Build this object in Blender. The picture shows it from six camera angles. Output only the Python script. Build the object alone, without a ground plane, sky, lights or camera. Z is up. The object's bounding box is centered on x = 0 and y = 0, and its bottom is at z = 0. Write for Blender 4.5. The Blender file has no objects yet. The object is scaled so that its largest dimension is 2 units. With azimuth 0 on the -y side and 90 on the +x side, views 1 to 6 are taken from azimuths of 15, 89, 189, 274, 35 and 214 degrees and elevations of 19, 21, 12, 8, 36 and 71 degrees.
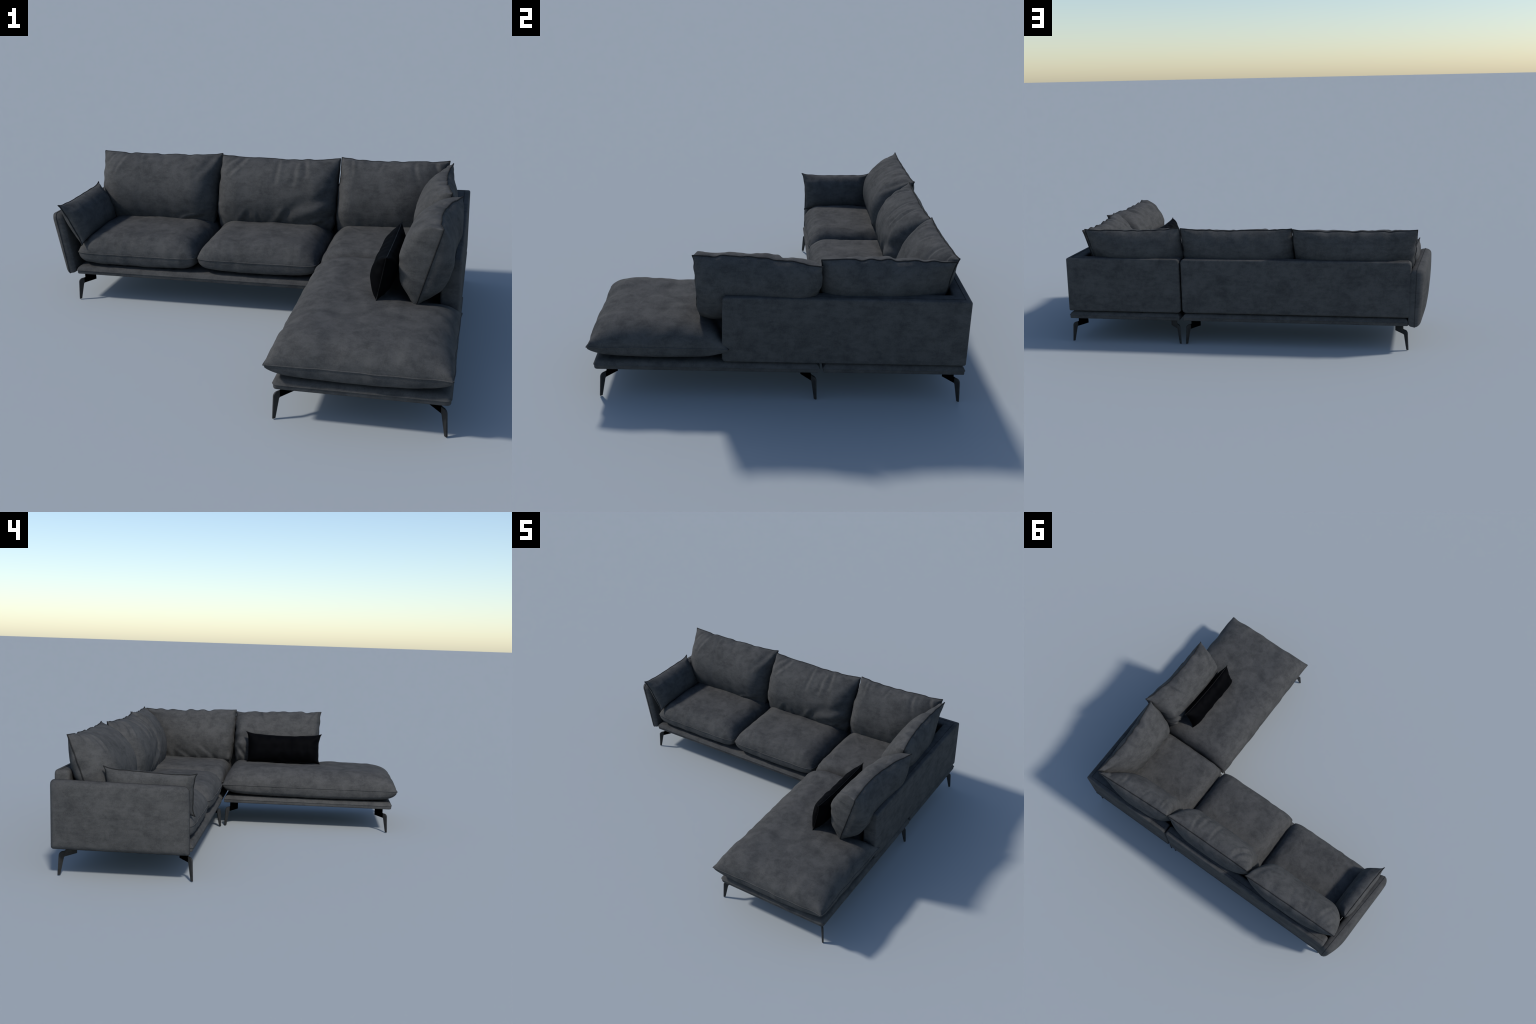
"""Dark suede corner sofa with chaise, loose cushions, blade legs and a black satin lumbar pillow."""
import math
import bpy, bmesh
import numpy as np
from mathutils import Vector

# ------------------------------------------------------------------ noise
def _hash(ix, iy, seed):
    n = (ix.astype(np.int64) * 374761393 + iy.astype(np.int64) * 668265263 + seed * 2147483647) & 0x7FFFFFFF
    n = ((n ^ (n >> 13)) * 1274126177) & 0x7FFFFFFF
    n = ((n ^ (n >> 16)) * 1103515245) & 0x7FFFFFFF
    return (n & 0xFFFFF) / float(0xFFFFF) * 2 - 1

def noise2(x, y, seed=0):
    x = np.asarray(x, float); y = np.asarray(y, float)
    ix = np.floor(x); iy = np.floor(y)
    fx = x - ix; fy = y - iy
    sx = fx ** 3 * (fx * (fx * 6 - 15) + 10); sy = fy ** 3 * (fy * (fy * 6 - 15) + 10)
    a = _hash(ix, iy, seed); b = _hash(ix + 1, iy, seed)
    c = _hash(ix, iy + 1, seed); d = _hash(ix + 1, iy + 1, seed)
    return (a * (1 - sx) + b * sx) * (1 - sy) + (c * (1 - sx) + d * sx) * sy

def fbm(x, y, seed=0, octaves=3):
    t = 0; amp = 1; f = 1
    for o in range(octaves):
        t = t + amp * noise2(x * f, y * f, seed + 17 * o)
        amp *= .5; f *= 2.03
    return t

# ------------------------------------------------------------------ mesh helpers
def make_object(name, verts, faces, mat, parent=None, smooth=True, sharp=None):
    me = bpy.data.meshes.new(name)
    me.from_pydata([tuple(v) for v in verts], [], [tuple(f) for f in faces])
    me.validate()
    bm = bmesh.new(); bm.from_mesh(me)
    bmesh.ops.remove_doubles(bm, verts=bm.verts, dist=1e-6)
    bmesh.ops.recalc_face_normals(bm, faces=bm.faces)
    bm.to_mesh(me); bm.free()
    if smooth:
        me.shade_smooth()
    if sharp:
        me.set_sharp_from_angle(angle=math.radians(sharp))
    me.materials.append(mat)
    ob = bpy.data.objects.new(name, me)
    bpy.context.scene.collection.objects.link(ob)
    if parent:
        ob.parent = parent
    return ob

def tube(name, pts, radius, mat, parent, closed=True, sides=8):
    pts = np.asarray(pts, float)
    n = len(pts)
    tan = (np.roll(pts, -1, 0) - np.roll(pts, 1, 0)) if closed else np.gradient(pts, axis=0)
    tan /= np.linalg.norm(tan, axis=1)[:, None] + 1e-12
    ref = np.array([.31, .17, .94])
    verts = []; faces = []
    for p, t in zip(pts, tan):
        a = np.cross(t, ref)
        if np.linalg.norm(a) < .2:
            a = np.cross(t, [1, 0, 0])
        a /= np.linalg.norm(a); b = np.cross(t, a)
        for k in range(sides):
            w = 2 * math.pi * k / sides
            verts.append(p + radius * (math.cos(w) * a + math.sin(w) * b))
    for i in range(n if closed else n - 1):
        j = (i + 1) % n
        # pick the twist that joins nearest vertices
        off = min(range(sides), key=lambda o: np.linalg.norm(verts[i * sides] - verts[j * sides + o]))
        for k in range(sides):
            k2 = (k + 1) % sides
            faces.append((i * sides + k, i * sides + k2, j * sides + (k2 + off) % sides, j * sides + (k + off) % sides))
    if not closed:
        faces.append(tuple(range(sides))); faces.append(tuple(range((n - 1) * sides, n * sides)))
    return make_object(name, verts, faces, mat, parent)

# ------------------------------------------------------------------ materials
def nodes_of(name):
    m = bpy.data.materials.new(name); m.use_nodes = True
    nt = m.node_tree
    return m, nt, nt.nodes, nt.links, nt.nodes["Principled BSDF"]

def suede(name, dark, light, grain=1.0, offset=(0, 0, 0)):
    m, nt, N, L, bsdf = nodes_of(name)
    tc = N.new("ShaderNodeTexCoord")
    mp = N.new("ShaderNodeMapping"); mp.inputs["Location"].default_value = offset
    L.new(tc.outputs["Object"], mp.inputs["Vector"])
    def noise(scale, detail, rough, dist=0.0, stretch=None):
        n = N.new("ShaderNodeTexNoise")
        n.inputs["Scale"].default_value = scale; n.inputs["Detail"].default_value = detail
        n.inputs["Roughness"].default_value = rough; n.inputs["Distortion"].default_value = dist
        if stretch:
            s = N.new("ShaderNodeMapping"); s.inputs["Scale"].default_value = stretch
            L.new(mp.outputs[0], s.inputs["Vector"]); L.new(s.outputs[0], n.inputs["Vector"])
        else:
            L.new(mp.outputs[0], n.inputs["Vector"])
        return n.outputs["Fac"]
    def math_node(op, a, b):
        q = N.new("ShaderNodeMath"); q.operation = op
        for i, v in enumerate((a, b)):
            if isinstance(v, (int, float)): q.inputs[i].default_value = v
            else: L.new(v, q.inputs[i])
        return q.outputs[0]
    blot = noise(13.0, 12.0, .71, .35)              # palm-sized patches of brushed nap
    brush = noise(38.0, 6.0, .7, .2, (.5, .5, 1.3))   # hand-brushed streaks
    fine = noise(210.0, 3.0, .7)                 # fibre grain
    mix = math_node("ADD", math_node("MULTIPLY", blot, .50), math_node("MULTIPLY", brush, .30))
    mix = math_node("ADD", mix, math_node("MULTIPLY", fine, .20 * grain))
    ramp = N.new("ShaderNodeValToRGB"); L.new(mix, ramp.inputs[0])
    e = ramp.color_ramp.elements
    e[0].position = .40; e[0].color = (*dark, 1)
    e[1].position = .575; e[1].color = (*light, 1)
    L.new(ramp.outputs[0], bsdf.inputs["Base Color"])
    bsdf.inputs["Roughness"].default_value = .92
    bsdf.inputs["Specular IOR Level"].default_value = .06
    bsdf.inputs["Sheen Weight"].default_value = .0
    bump = N.new("ShaderNodeBump"); bump.inputs["Strength"].default_value = .25
    bump.inputs["Distance"].default_value = .002
    L.new(fine, bump.inputs["Height"]); L.new(bump.outputs[0], bsdf.inputs["Normal"])
    return m

def plain(name, col, rough, spec=.5, metal=0.0, noise_scale=60, vary=.3):
    m, nt, N, L, bsdf = nodes_of(name)
    tc = N.new("ShaderNodeTexCoord"); n = N.new("ShaderNodeTexNoise")
    n.inputs["Scale"].default_value = noise_scale; n.inputs["Detail"].default_value = 4
    L.new(tc.outputs["Object"], n.inputs["Vector"])
    ramp = N.new("ShaderNodeValToRGB"); L.new(n.outputs["Fac"], ramp.inputs[0])
    e = ramp.color_ramp.elements
    e[0].position = .3; e[0].color = tuple(c * (1 - vary) for c in col) + (1,)
    e[1].position = .7; e[1].color = tuple(c * (1 + vary) for c in col) + (1,)
    L.new(ramp.outputs[0], bsdf.inputs["Base Color"])
    bsdf.inputs["Roughness"].default_value = rough
    bsdf.inputs["Specular IOR Level"].default_value = spec
    bsdf.inputs["Metallic"].default_value = metal
    return m

DARK, LIGHT = (.0475, .0482, .0487), (.081, .0805, .0795)
SUEDE = suede("brushed_suede", DARK, LIGHT)
PIPING = suede("suede_piping", (.020, .0205, .021), (.034, .034, .034), .6)  # suede darkened to paint in the shade on the back-facing seam flange
SEAM = suede("seam_thread", (.030, .031, .033), (.045, .045, .046), .5)
STEEL = plain("black_painted_steel", (.020, .020, .020), .55, .3)
BLACK = plain("near_black_bracket", (.0006, .0006, .0006), .9, .0)
SATIN = plain("black_satin", (.0016, .0017, .0022), .7, .03, noise_scale=25)
SATIN_PIPE = plain("black_satin_piping", (.0030, .0030, .0035), .5, .12)

# ------------------------------------------------------------------ cushions
def creases(lines):
    """Soft fold lines (x0, y0, x1, y1, width, depth) in the cushion's own plane, each a valley beside a ridge."""
    def f(X, Y, U, V):
        r = np.zeros_like(X)
        for x0, y0, x1, y1, w, a in lines:
            dx, dy = x1 - x0, y1 - y0
            L2 = dx * dx + dy * dy; L = math.sqrt(L2)
            wob = .006 * noise2(X * 14 + x0 * 50, Y * 14, 77)
            t = ((X - x0) * dx + (Y - y0) * dy) / L2
            d = ((X - x0) * dy - (Y - y0) * dx) / L + wob
            along = np.exp(-np.clip(np.maximum(-t, t - 1), 0, 9) ** 2 * L2 / (.02 ** 2)) * (1 - .35 * np.clip(t, 0, 1))
            r += a * along * (np.exp(-((d + w * 1.3) / w) ** 2) * .7 - np.exp(-(d / w) ** 2))
        return r
    return f

def edge_rise(d, w, q):
    """0 at the seam, 1 once d >= w; q shapes how full the edge is."""
    s = np.clip(d / w, 0, 1)
    return (1 - (1 - s) ** 2) ** q

def cushion(name, corners, front, back, parent, mat=None, pipe=None, pipe_r=.0026, res=(110, 80),
            width_u=(.5, .5), width_v=(.5, .5), q_u=(.6, .6), q_v=(.6, .6), back_q=None, back_width=None,
            crown=.12, ear=.02, ear_k=9, sag=(.0, .0, .0, .0), gather=.004, gather_f=16, fold=.004,
            fold_f=(5, 2), seed=1, droop=0.0, bow=0.0, foot=0.0, foot_k=5, under=0.0, extra=None, edge_wave=.0015):
    """Pillow built on four 3D corners: (-u-v), (+u-v), (+u+v), (-u+v).
    front/back: greatest swell on the +n and -n side; widths: the share of half the size over which the
    edge rises; sag: how far each edge (-v, +v, -u, +u) is drawn in between its ears."""
    mat = mat or SUEDE; pipe = pipe or PIPING
    A, B, C_, D = [np.array(c, float) for c in corners]
    n = np.cross((B + C_ - A - D), (D + C_ - A - B)); n /= np.linalg.norm(n)
    lu = np.linalg.norm((B + C_ - A - D)) / 2; lv = np.linalg.norm((D + C_ - A - B)) / 2
    nu, nv = res
    # denser towards the edges
    def spread(k):
        t = np.linspace(-1, 1, k)
        return .55 * t + .45 * np.sin(t * math.pi / 2)
    U, V = np.meshgrid(spread(nu), spread(nv), indexing="ij")
    aU, aV = np.abs(U), np.abs(V)
    # in-plane outline: ears (ear > 0) or rounded corners (ear < 0) plus drawn-in edges
    u2 = U * (1 - ear / (lu / 2) * (1 - aV ** ear_k))if ear >= 0 else U * (1 + ear / (lu / 2) * aV ** ear_k)
    v2 = V * (1 - ear / (lv / 2) * (1 - aU ** ear_k)) if ear >= 0 else V * (1 + ear / (lv / 2) * aU ** ear_k)
    su = np.where(U < 0, sag[2], sag[3]); sv = np.where(V < 0, sag[0], sag[1])
    u2 = u2 - np.sign(U) * aU ** 2 * su / (lu / 2) * (1 - V ** 2)
    v2 = v2 - np.sign(V) * aV ** 2 * sv / (lv / 2) * (1 - U ** 2)
    # slight irregular waviness of the seam line
    u2 = u2 + aU ** 6 * edge_wave / (lu / 2) * noise2(V * lv * 14 + 3, U * 2, seed + 5) * (1 - aV ** 6)
    v2 = v2 + aV ** 6 * edge_wave / (lv / 2) * noise2(U * lu * 14 + 9, V * 2, seed + 6) * (1 - aU ** 6)
    if foot:     # lower corners rounded off
        low = np.clip(-V, 0, 1)
        u2 = u2 * (1 - foot / (lu / 2) * low ** foot_k * aU ** 2)
        v2 = v2 + foot * .45 / (lv / 2) * low * aU ** (foot_k + 3)
    s, t = (u2 + 1) / 2, (v2 + 1) / 2
    base = (A[None, None] * ((1 - s) * (1 - t))[..., None] + B * (s * (1 - t))[..., None]
            + C_ * (s * t)[..., None] + D * ((1 - s) * t)[..., None])
    if bow:      # the upper seam curves towards the front between its ears
        base = base + n * (bow * (1 - U ** 2) * ((V + 1) / 2) ** 1.6)[..., None]
    if droop:
        base = base + n * (droop * (1 - V ** 2) * 1.0)[..., None]

    def swell(wu, wv, qu, qv):
        f = np.where(U < 0, edge_rise(1 + U, 2 * wu[0], qu[0]), edge_rise(1 - U, 2 * wu[1], qu[1]))
        g = np.where(V < 0, edge_rise(1 + V, 2 * wv[0], qv[0]), edge_rise(1 - V, 2 * wv[1], qv[1]))
        return f * g * (1 - crown * (U ** 2 + V ** 2) / 2)

    X, Y = U * lu / 2, V * lv / 2
    du, dv = (1 - aU) * lu / 2, (1 - aV) * lv / 2
    lift = np.minimum(1, np.minimum(du, dv) / .012)
    def relief(sd):
        # gathers: short puckers that run in from each seam
        r = gather * np.exp(-dv / .05) * noise2(X * gather_f * 2.4, V * 1.3 + 7, sd) * np.minimum(1, dv / .01)
        r = r + gather * np.exp(-du / .05) * noise2(Y * gather_f * 2.4, U * 1.3 + 3, sd + 1) * np.minimum(1, du / .01)
        # long soft folds
        wx = X + .06 * noise2(X * 6, Y * 6, sd + 3)
        r = r + fold * fbm(wx * fold_f[0] * 2 + sd, Y * fold_f[1] * 2, sd + 2, 3) * lift
        return r
    Hf = front * swell(width_u, width_v, q_u, q_v)
    bw = back_width or (width_u, width_v)
    bq = back_q or (q_u, q_v)
    Hb = back * swell(bw[0], bw[1], *(bq if isinstance(bq[0], tuple) else (bq, bq)))
    Hf = Hf + relief(seed) * lift
    Hb = Hb * (1 - under * np.exp(-(du + dv) / .10))          # the underside lifts towards the corners
    Hb = Hb + .5 * relief(seed + 40) * lift
    if extra is not None:
        Hf = Hf + extra(X, Y, U, V) * lift
    edge = (aU > 1 - 1e-9) | (aV > 1 - 1e-9)
    Hf[edge] = 0; Hb[edge] = 0
    Hf = np.maximum(Hf, np.where(edge, 0, .0004)); Hb = np.maximum(Hb, np.where(edge, 0, .0004))
    top = base + n * Hf[..., None]; bot = base - n * Hb[..., None]
    idx = np.arange(nu * nv).reshape(nu, nv)
    verts = list(top.reshape(-1, 3)); bidx = idx.copy(); cnt = nu * nv
    for i in range(1, nu - 1):
        for j in range(1, nv - 1):
            bidx[i, j] = cnt; cnt += 1; verts.append(bot[i, j])
    faces = []
    for i in range(nu - 1):
        for j in range(nv - 1):
            faces.append((idx[i, j], idx[i + 1, j], idx[i + 1, j + 1], idx[i, j + 1]))
            faces.append((bidx[i, j + 1], bidx[i + 1, j + 1], bidx[i + 1, j], bidx[i, j]))
    ob = make_object(name, verts, faces, mat, parent)
    ring = [(i, 0) for i in range(nu - 1)] + [(nu - 1, j) for j in range(nv - 1)] + \
           [(i, nv - 1) for i in range(nu - 1, 0, -1)] + [(0, j) for j in range(nv - 1, 0, -1)]
    if pipe_r:
        tube("piping", [base[i, j] for i, j in ring], pipe_r, pipe, ob)
    return ob

# ------------------------------------------------------------------ slabs
def rounded_rect(x0, x1, y0, y1, r, seg=6):
    rs = r if isinstance(r, (tuple, list)) else (r,) * 4
    out = []
    for (cx, cy, a0), rr in zip([(x1, y0, -90), (x1, y1, 0), (x0, y1, 90), (x0, y0, 180)], rs):
        ox = cx - rr if cx == x1 else cx + rr
        oy = cy - rr if cy == y1 else cy + rr
        for k in range(seg + 1):
            a = math.radians(a0 + 90 * k / seg)
            out.append((ox + rr * math.cos(a), oy + rr * math.sin(a)))
    return np.array(out)

def rect_rings(x0, x1, y0, y1, r):
    """Rounded rectangle that can be drawn in by any amount."""
    rs = r if isinstance(r, (tuple, list)) else (r,) * 4
    return lambda d: rounded_rect(x0 + d, x1 - d, y0 + d, y1 - d, tuple(max(q - d, .0008) for q in rs))

def inset(poly, d):
    p = np.asarray(poly, float)
    e = np.roll(p, -1, 0) - p
    ln = np.linalg.norm(e, axis=1)
    keep = e / np.maximum(ln, 1e-9)[:, None]
    nr = np.stack([-keep[:, 1], keep[:, 0]], 1)          # inward for ccw
    prev = np.roll(nr, 1, 0)
    m = nr + prev
    m /= np.maximum((1 + (nr * prev).sum(1)), .2)[:, None]
    return p + m * d

def slab(name, poly, profile, place, mat, parent):
    """Loft of a closed outline through (inset, height) rings; place maps (a, b, h) to the world."""
    rings = [poly(d) if callable(poly) else inset(poly, d) for d, h in profile]
    k = len(rings[0]); verts = []; faces = []
    for ring, (d, h) in zip(rings, profile):
        verts += [place(a, b, h) for a, b in ring]
    for i in range(len(profile) - 1):
        for j in range(k):
            j2 = (j + 1) % k
            faces.append((i * k + j, i * k + j2, (i + 1) * k + j2, (i + 1) * k + j))
    faces.append(tuple(range(k))); faces.append(tuple(range((len(profile) - 1) * k, len(profile) * k)))
    return make_object(name, verts, faces, mat, parent, sharp=50)

def edge_round(h0, h1, r0, r1, seg=4):
    out = []
    for k in range(seg + 1):
        a = math.pi / 2 * k / seg
        out.append((r0 * (1 - math.sin(a)), h0 + r0 * (1 - math.cos(a))))
    for k in range(seg + 1):
        a = math.pi / 2 * k / seg
        out.append((r1 * (1 - math.cos(a)), h1 - r1 * (1 - math.sin(a))))
    return out

# ------------------------------------------------------------------ the sofa
sofa = bpy.data.objects.new("corner_sofa", None)
bpy.context.scene.collection.objects.link(sofa)
sofa["label"] = "dark grey suede corner sofa with chaise and loose cushions"
sofa["category"] = "corner sofa"

# --- upholstered base plates
FRAME = [(.060, .1320), (.009, .1320), (.005, .1335), (.0035, .137), (.0030, .1485), (.0008, .1500), (.0, .1515), (.0008, .1530),
         (.0028, .1545), (.0045, .158), (.0085, .164), (.014, .1685), (.022, .1715), (.034, .1730), (.060, .1738)]
def frame(x0, x1, y0, y1, r):
    return slab("frame", rect_rings(x0, x1, y0, y1, r), FRAME, lambda a, b, h: (a, b, h), SUEDE, sofa)
frame(-.882, .339, .189, .805, .012)
frame(.353, .989, -.784, .183, (.020, .006, .006, .020))
frame(.353, .985, .193, .805, .008)

# --- back panels
def backrest(x0, x1):
    return slab("backrest_panel", rect_rings(x0, x1, .176, .474, .020), edge_round(.735, .804, .016, .012),
                lambda a, b, h: (a, h, b), SUEDE, sofa)
bp = backrest(-.894, .3385)
bs = [(-.880, .779, .4745), (.325, .779, .4745)]
tube("seam", [np.array(bs[0]) * (1 - k / 20) + np.array(bs[1]) * k / 20 for k in range(21)], .0012, SEAM, bp, closed=False)

def corner_backrest():
    """L-shaped panel: behind the corner seat and along the chaise side."""
    plan = [(.3465, .735), (.3465, .804), (.985, .804), (.985, -.236), (.908, -.236), (.908, .735)]
    bm = bmesh.new()
    lo = [bm.verts.new((x, y, .176)) for x, y in plan]; hi = [bm.verts.new((x, y, .474)) for x, y in plan]
    bm.faces.new(lo); bm.faces.new(hi[::-1])
    k = len(plan)
    for i in range(k):
        bm.faces.new((lo[i], hi[i], hi[(i + 1) % k], lo[(i + 1) % k]))
    bmesh.ops.recalc_face_normals(bm, faces=bm.faces)
    bm.edges.ensure_lookup_table()
    ends = [e for e in bm.edges if abs(e.verts[0].co.z - e.verts[1].co.z) < 1e-6 and
            (all(abs(v.co.y + .236) < 1e-6 for v in e.verts) or all(abs(v.co.x - .3465) < 1e-6 for v in e.verts))]
    bmesh.ops.bevel(bm, geom=ends, offset=.018, segments=5, profile=.5, affect="EDGES")
    sharp = [e for e in bm.edges if len(e.link_faces) == 2 and e.calc_face_angle() > math.radians(40)]
    bmesh.ops.bevel(bm, geom=sharp, offset=.009, segments=4, profile=.5, affect="EDGES", clamp_overlap=True)
    me = bpy.data.meshes.new("backrest_panel"); bm.to_mesh(me); bm.free()
    me.shade_smooth(); me.set_sharp_from_angle(angle=math.radians(40))
    me.materials.append(SUEDE)
    ob = bpy.data.objects.new("backrest_panel", me); bpy.context.scene.collection.objects.link(ob); ob.parent = sofa
    path = [(.360, .779, .4745), (.960, .779, .4745), (.960, -.222, .4745)]
    pts = []
    for p, q in zip(path[:-1], path[1:]):
        pts += [np.array(p) * (1 - k / 24) + np.array(q) * k / 24 for k in range(24)]
    pts.append(np.array(path[-1]))
    tube("seam", pts, .0012, SEAM, ob, closed=False)
    return ob
corner_backrest()

# --- arm: two upholstered halves joined by a seam, flaring outwards to the front
def arm():
    nt, nz = 61, 45
    t = np.linspace(0, 1, nt); z = np.linspace(0, 1, nz)
    Tt, Z = np.meshgrid(t, z, indexing="ij")
    y0, y1, z0, z1 = .199, .812, .1275, .4370
    r = .030
    # rounded outline of the arm in side view
    Yc = Tt; Zc = Z
    def point(off, Tt, Z):
        # seam sheet: bottom straight, top flares more at the front
        xb = -.924 + .014 * Tt; xt = -.970 + .049 * Tt
        x = xb + (xt - xb) * Z ** 1.1 - off
        return np.stack([x, y0 + (y1 - y0) * Tt, z0 + (z1 - z0) * Z], -1)
    outline = rounded_rect(0, y1 - y0, 0, z1 - z0, (.010, .022, .028, .010), 6)
    # concentric rings from the seam towards the centre of each face
    depth = np.concatenate([np.linspace(0, .03, 9)[:-1], np.linspace(.03, .15, 16)])
    half = (z1 - z0) / 2
    k = len(outline)
    def ring(d):
        return inset(outline, d) if d < .009 else shrink(d)
    def shrink(d):
        c = np.array([(y1 - y0) / 2, half]); s = np.array([1 - d / ((y1 - y0) / 2), 1 - d / half])
        return c + (outline - c) * np.maximum(s, 0)
    def place(p, off):
        Tt, Z = p[:, 0] / (y1 - y0), p[:, 1] / (z1 - z0)
        return point(off(Tt, Z), Tt, Z)
    def thick(Tt, Z):
        # a fat upholstered half: thin where it meets the front and rear edges, full in between
        return (.018 + .004 * Z + .010 * Tt + .036 * (1 - np.abs(2 * Tt - 1) ** 3.2)) * (.74 + .26 * np.clip(Z / .3, 0, 1) ** .7)
    verts = []; faces = []
    def shell(side):
        start = len(verts)
        lst = np.concatenate([np.linspace(0, .016, 6)[:-1], np.linspace(.016, half * .96, 22)])
        for d in lst:
            p = shrink(d)
            lip = .017 * (1 - (1 - min(d / .016, 1)) ** 2) ** .5
            if side > 0:
                q = place(p, lambda a, b: thick(a, b) * (1 - (1 - min(d / .022, 1)) ** 2) ** .5)
            else:
                q = place(p, lambda a, b: -1.9 * lip - .006 * (d / (d + .05)))
            verts.extend(q)
        m = len(lst)
        for i in range(m - 1):
            for j in range(k):
                j2 = (j + 1) % k
                faces.append((start + i * k + j, start + i * k + j2, start + (i + 1) * k + j2, start + (i + 1) * k + j))
        faces.append(tuple(start + (m - 1) * k + j for j in range(k)))
    shell(1); shell(-1)
    ob = make_object("armrest", verts, faces, SUEDE, sofa)
    dense = []
    for j in range(k):
        a, b = outline[j], outline[(j + 1) % k]
        nseg = max(1, int(np.linalg.norm(b - a) / .02))
        dense += [a + (b - a) * i / nseg for i in range(nseg)]
    tube("seam", place(np.array(dense), lambda a, b: 0 * a), .0016, SEAM, ob)
    return ob
arm()

# --- seat cushions
SEAT = dict(width_u=(.19, .19), width_v=(.17, .17), q_u=(.62, .62), q_v=(.55, .55), back_q=(.28, .28), back_width=((.09, .09), (.09, .09)), crown=.10,
            ear=-.014, ear_k=10, gather=.003, gather_f=14, fold=.0035, fold_f=(4, 3), edge_wave=.002, pipe_r=.0026, pipe=SUEDE, under=.28)
def seat(x0, x1, y0, y1, seed, z=.243, up=.090, **kw):
    p = dict(SEAT); p.update(kw)
    return cushion("seat_cushion", [(x0, y0, z), (x1, y0, z), (x1, y1, z), (x0, y1, z)], up, .069, sofa, seed=seed, **p)
seat(-.880, -.262, .192, .720, 11)
seat(-.258, .332, .186, .720, 12, z=.247, up=.087)
seat(.338, .905, .190, .720, 13, z=.247, up=.087, width_v=(.11, .17), q_v=(.45, .55), width_u=(.17, .17))

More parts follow.
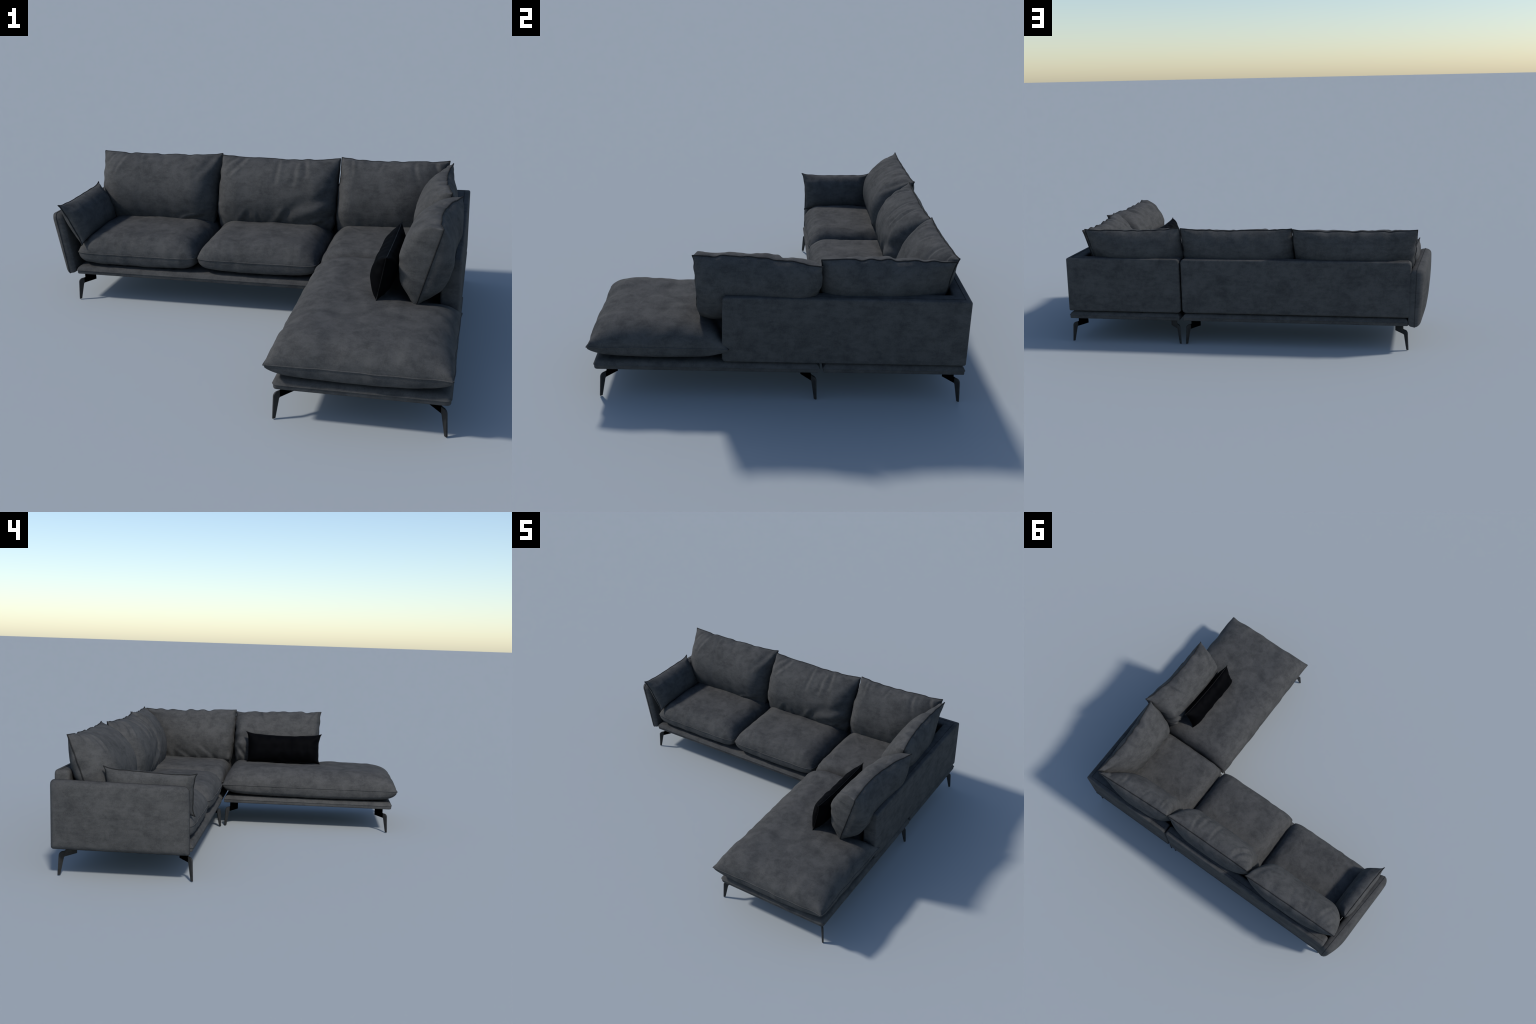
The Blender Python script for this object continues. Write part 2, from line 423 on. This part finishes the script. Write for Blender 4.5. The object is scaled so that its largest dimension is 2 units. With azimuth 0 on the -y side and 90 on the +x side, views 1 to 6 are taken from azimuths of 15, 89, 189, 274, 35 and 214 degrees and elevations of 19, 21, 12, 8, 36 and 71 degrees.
# --- chaise cushion: L-shaped, its ear ends in front of the side panel
def chaise():
    x0, x1, xm, y0, y1, ym = .332, .993, .906, -.805, .188, -.222
    z, up, dn = .2395, .093, .068
    def lin(a, b, n):
        t = np.linspace(-1, 1, n); t = .6 * t + .4 * np.sin(t * math.pi / 2)
        return (a + b) / 2 + (b - a) / 2 * t
    xs = np.concatenate([lin(x0, xm, 84), lin(xm, x1, 18)[1:]]); ys = np.concatenate([lin(y0, ym, 96), lin(ym, y1, 60)[1:]])
    nx, ny = len(xs), len(ys)
    kx = int(np.argmin(abs(xs - xm))); ky = int(np.argmin(abs(ys - ym)))
    X, Y = np.meshgrid(xs, ys, indexing="ij")
    def pillow(X, Y, a, b, c, d, q, wl, wr, wf, wb):
        f = edge_rise(np.clip(X - a, 0, 9), wl, q) * edge_rise(np.clip(b - X, 0, 9), wr, q)
        g = edge_rise(np.clip(Y - c, 0, 9), wf, q) * edge_rise(np.clip(d - Y, 0, 9), wb, q)
        return f * g
    def height(q, wl, wr, wf, wb):
        ha = pillow(X, Y, x0, xm, y0, y1, q, wl, wr * .8, wf, wb); hb = pillow(X, Y, x0, x1, y0, ym, q, wl, wr, wf, wb)
        return (ha ** 8 + hb ** 8 + 1e-30) ** (1 / 8) / (1 + .09 * np.minimum(ha, hb) ** 4)
    inside = ~((X > xm + 1e-6) & (Y > ym + 1e-6))
    dist = np.minimum.reduce([X - x0, Y - y0, y1 - Y, np.where(Y < ym, x1 - X, xm - X), np.where(X > xm, ym - Y, 9)])
    dist = np.clip(dist, 0, 9)
    lift = np.minimum(1, dist / .012)
    u = (X - (x0 + x1) / 2) / ((x1 - x0) / 2); v = (Y - (y0 + y1) / 2) / ((y1 - y0) / 2)
    Hf = up * height(.54, .16, .15, .14, .075) * (1 - .03 * u ** 2 - .04 * v ** 2)
    Hf = Hf - .034 * np.exp(-((X - .84) / .10) ** 2 - ((Y + .17) / .17) ** 2)      # hollow pressed by the back cushion
    Hf = np.maximum(Hf, .012 * lift)
    Hf = Hf + lift * (.005 * fbm(X * 7, Y * 7, 21, 3) + .005 * np.exp(-(Y - y0) / .07) * noise2(X * 24, Y * 4, 24)
                     + .006 * np.exp(-(X - x0) / .05) * noise2(Y * 24, X * 4, 25))
    Hb = dn * height(.27, .09, .09, .09, .09)
    cx = np.minimum(X - x0, x1 - X); cy = np.minimum(Y - y0, np.where(X > .7, np.abs(ym - Y), y1 - Y))
    Hb = Hb * (1 - .42 * np.exp(-(np.clip(cx, 0, 9) + np.clip(cy, 0, 9)) / .12))
    on = (dist < 1e-7) & inside
    Hf[on] = 0; Hb[on] = 0
    # ears and gently drawn-in edges
    ex = .012 * (1 - np.abs(v) ** 8) * np.clip(np.abs(u), 0, 1) ** 6 * np.sign(u) * (Y < ym)
    ey = .004 * (1 - np.abs(u) ** 8) * np.clip(-v, 0, 1) ** 6
    wav = .0035 * noise2(X * 15, Y * 15, 29) * np.exp(-dist / .03)
    Xo = X + ex * -.25 + wav; Yo = Y + ey * .6 + wav
    tip = np.exp(-((X - x1) ** 2 + (Y - ym) ** 2) / .022 ** 2)
    Xo = Xo + .005 * tip; Yo = Yo + .013 * tip
    verts = []; ti = -np.ones((nx, ny), int); bi = ti.copy()
    for i in range(nx):
        for j in range(ny):
            if not inside[i, j]:
                continue
            ti[i, j] = len(verts); verts.append((Xo[i, j], Yo[i, j], z + Hf[i, j]))
            if on[i, j]:
                bi[i, j] = ti[i, j]
            else:
                bi[i, j] = len(verts); verts.append((Xo[i, j], Yo[i, j], z - max(Hb[i, j], .0005)))
    faces = []
    for i in range(nx - 1):
        for j in range(ny - 1):
            if i >= kx and j >= ky:
                continue
            faces.append((ti[i, j], ti[i + 1, j], ti[i + 1, j + 1], ti[i, j + 1]))
            faces.append((bi[i, j + 1], bi[i + 1, j + 1], bi[i + 1, j], bi[i, j]))
    ob = make_object("seat_cushion", verts, faces, SUEDE, sofa)
    ring = [(i, 0) for i in range(nx)] + [(nx - 1, j) for j in range(1, ky + 1)] + [(i, ky) for i in range(nx - 2, kx - 1, -1)] + \
           [(kx, j) for j in range(ky + 1, ny)] + [(i, ny - 1) for i in range(kx - 1, -1, -1)] + [(0, j) for j in range(ny - 2, 0, -1)]
    tube("piping", [(Xo[i, j], Yo[i, j], z) for i, j in ring], .0026, SUEDE, ob)
chaise()

# --- back cushions: leaning pillows with eared top corners, fuller low down
BACK = dict(width_u=(.20, .20), width_v=(.50, .52), q_u=(.50, .50), q_v=(.66, .60), crown=.04, ear=.003, ear_k=14,
            sag=(.0, .011, -.005, -.005), foot=.020, back_width=((.32, .32), (.62, .50)), back_q=((.5, .5), (.95, .60)), gather=.0055, gather_f=11, fold=.0026, fold_f=(3, 2.4), edge_wave=.0035, pipe_r=.0030)
def back_cushion(bl, br, tr, tl, seed, front=.133, rear=.092, **kw):
    p = dict(BACK); p.update(kw)
    return cushion("back_cushion", [bl, br, tr, tl], front, rear, sofa, seed=seed, **p)
# along the long row (u runs to +x, front faces -y)
back_cushion((-.890, .612, .270), (-.280, .609, .272), (-.269, .750, .633), (-.923, .738, .633), 31, rear=.088, back_width=((.45, .32), (.62, .5)), extra=creases([
    (-.19, .175, -.22, .08, .012, .007), (-.25, .17, -.275, .12, .010, .006), (-.105, .175, -.09, .12, .012, .005),
    (.15, -.172, .25, -.145, .010, .008), (.28, .16, .22, .06, .020, .006), (.02, .18, .03, .13, .014, .004)]))
back_cushion((-.270, .608, .270), (.338, .610, .268), (.351, .725, .630), (-.261, .722, .632), 35, front=.121, gather=.007, fold=.0034, sag=(0, .010, -.005, -.005), extra=creases([
    (-.225, .185, -.275, .12, .011, .009), (-.175, .18, -.235, .09, .013, .010), (.003, .18, .010, .07, .013, .008),
    (.136, .178, .158, .10, .013, .008), (.10, .15, .095, .06, .014, .006), (.26, -.01, .09, -.085, .032, .011),
    (.011, -.165, .07, -.10, .014, .009), (.12, -.182, .24, -.145, .012, .010), (-.16, -.17, -.13, -.11, .016, .008), (-.06, -.175, -.07, -.12, .012, .007)]))
back_cushion((.342, .610, .268), (.830, .622, .275), (.883, .754, .627), (.357, .731, .635), 38, front=.106, width_u=(.15, .42), q_u=(.5, .72), back_width=((.3, .45), (.62, .5)), back_q=((.5, .8), (.95, .6)), extra=creases([
    (-.20, .175, -.19, .12, .010, .006), (.10, .17, .12, .10, .012, .005), (.20, .17, .23, .12, .010, .006), (-.05, .178, -.06, .14, .010, .004)]))
# along the chaise side (u runs towards -y, front faces -x)
back_cushion((.822, .680, .300), (.810, .180, .300), (.923, .172, .626), (.900, .744, .618), 42, front=.106, rear=.080, gather=.014, bow=.024, edge_wave=.006, width_u=(.42, .13), q_u=(.72, .48), back_width=((.5, .25), (.62, .5)), back_q=((.9, .5), (1.1, .6)), extra=creases([
    (.15, -.15, .07, -.08, .015, .005), (-.01, -.15, -.08, -.105, .014, .006), (.06, -.155, .03, -.12, .010, .003), (-.14, -.15, -.17, -.125, .012, .004),
    (.22, .06, .26, .02, .014, .006), (.10, .15, .13, .09, .013, .006)]))
back_cushion((.812, .170, .300), (.820, -.348, .302), (.917, -.363, .632), (.966, .176, .612), 47, front=.122, rear=.092, gather=.014, ear=.004, bow=.036, edge_wave=.006, width_u=(.11, .075), q_u=(.5, .42), foot=.014, sag=(0, .011, -.005, -.004), back_width=((.25, .14), (.5, .5)), back_q=((.5, .45), (.8, .6)), extra=creases([
    (-.20, -.14, -.24, -.08, .013, .010), (-.13, -.15, -.17, -.10, .012, .009), (.22, .14, .19, .08, .013, .006), (-.10, .15, -.08, .09, .012, .006)]))

# --- small cushion leaning on the arm
cushion("arm_cushion", [(-.838, .190, .285), (-.826, .600, .292), (-.907, .584, .502), (-.934, .172, .488)],
        0.056, .047, sofa, seed=53, width_u=(.2, .2), width_v=(.42, .42), q_u=(.5, .5), q_v=(.6, .6), crown=.05,
        ear=.010, ear_k=9, sag=(.004, .004, .004, .004), gather=.004, fold=.002, res=(80, 60), pipe_r=.0030)

# --- legs: bent steel blades set on the diagonal under each corner
def leg_mesh():
    k = math.sqrt(.5)
    def arc(c, r, a0, a1, n=6):
        return [(c[0] + r * math.cos(math.radians(a0 + (a1 - a0) * i / n)), c[1] + r * math.sin(math.radians(a0 + (a1 - a0) * i / n))) for i in range(n + 1)]
    blade = [(-.0052, 0), (.0060, 0), (.0240, .0765), (.0275, .0805), (.0275, .1062)]
    blade += arc((.0180, .0880), .0175, 95, 176)
    brack = [(.0272, .0800), (.0905, .0875), (.0905, .1340), (.0345, .1340), (.0345, .1075), (.0272, .1060)]
    def prism(name, poly, t, mat):
        n = len(poly)
        area = sum(poly[i][0] * poly[(i + 1) % n][1] - poly[(i + 1) % n][0] * poly[i][1] for i in range(n))
        poly = poly if area > 0 else poly[::-1]
        prof = edge_round(-t / 2, t / 2, .0012, .0012, 2)
        ob = slab(name, poly, prof, lambda a, b, h: (k * (a - h), k * (a + h), b), mat, None)
        return ob
    return prism("leg", blade, .0075, STEEL), prism("bracket", brack, .0068, BLACK)
leg0, br0 = leg_mesh()
spots = [(-.874, .193, 0, 1), (-.876, .788, -90, 0), (.318, .195, 90, 1), (.322, .788, 180, 1),
         (.353, -.756, 0, 1), (.973, -.756, 90, 1), (.353, .169, -90, 1), (.973, .169, 180, 1),
         (.357, .789, -90, 0), (.973, .788, 180, 1)]
for i, (x, y, a, dark) in enumerate(spots):
    lg = leg0 if i == 0 else leg0.copy()
    bk = br0 if i == 0 else br0.copy()
    if i:
        bpy.context.scene.collection.objects.link(lg); bpy.context.scene.collection.objects.link(bk)
    if not dark:
        bk.data = br0.data.copy(); bk.data.materials.clear(); bk.data.materials.append(STEEL)
    lg.location = (x, y, 0); lg.rotation_euler = (0, 0, math.radians(a))
    lg.parent = sofa; bk.parent = lg

# ------------------------------------------------------------------ loose black pillow
pillow = cushion("lumbar_pillow", [(.679, .086, .325), (.673, -.367, .332), (.709, -.370, .512), (.721, .090, .513)], 0.050, .046, None,
                 mat=SATIN, pipe=SATIN_PIPE, seed=61, width_u=(.16, .16), width_v=(.42, .42), q_u=(.55, .55), q_v=(.55, .55),
                 crown=.05, ear=.008, ear_k=9, sag=(.004, .012, .009, .009), gather=.006, gather_f=12, fold=.003, res=(110, 70), pipe_r=.0022)
pillow["label"] = "small oblong black satin lumbar pillow"
pillow["category"] = "throw pillow"
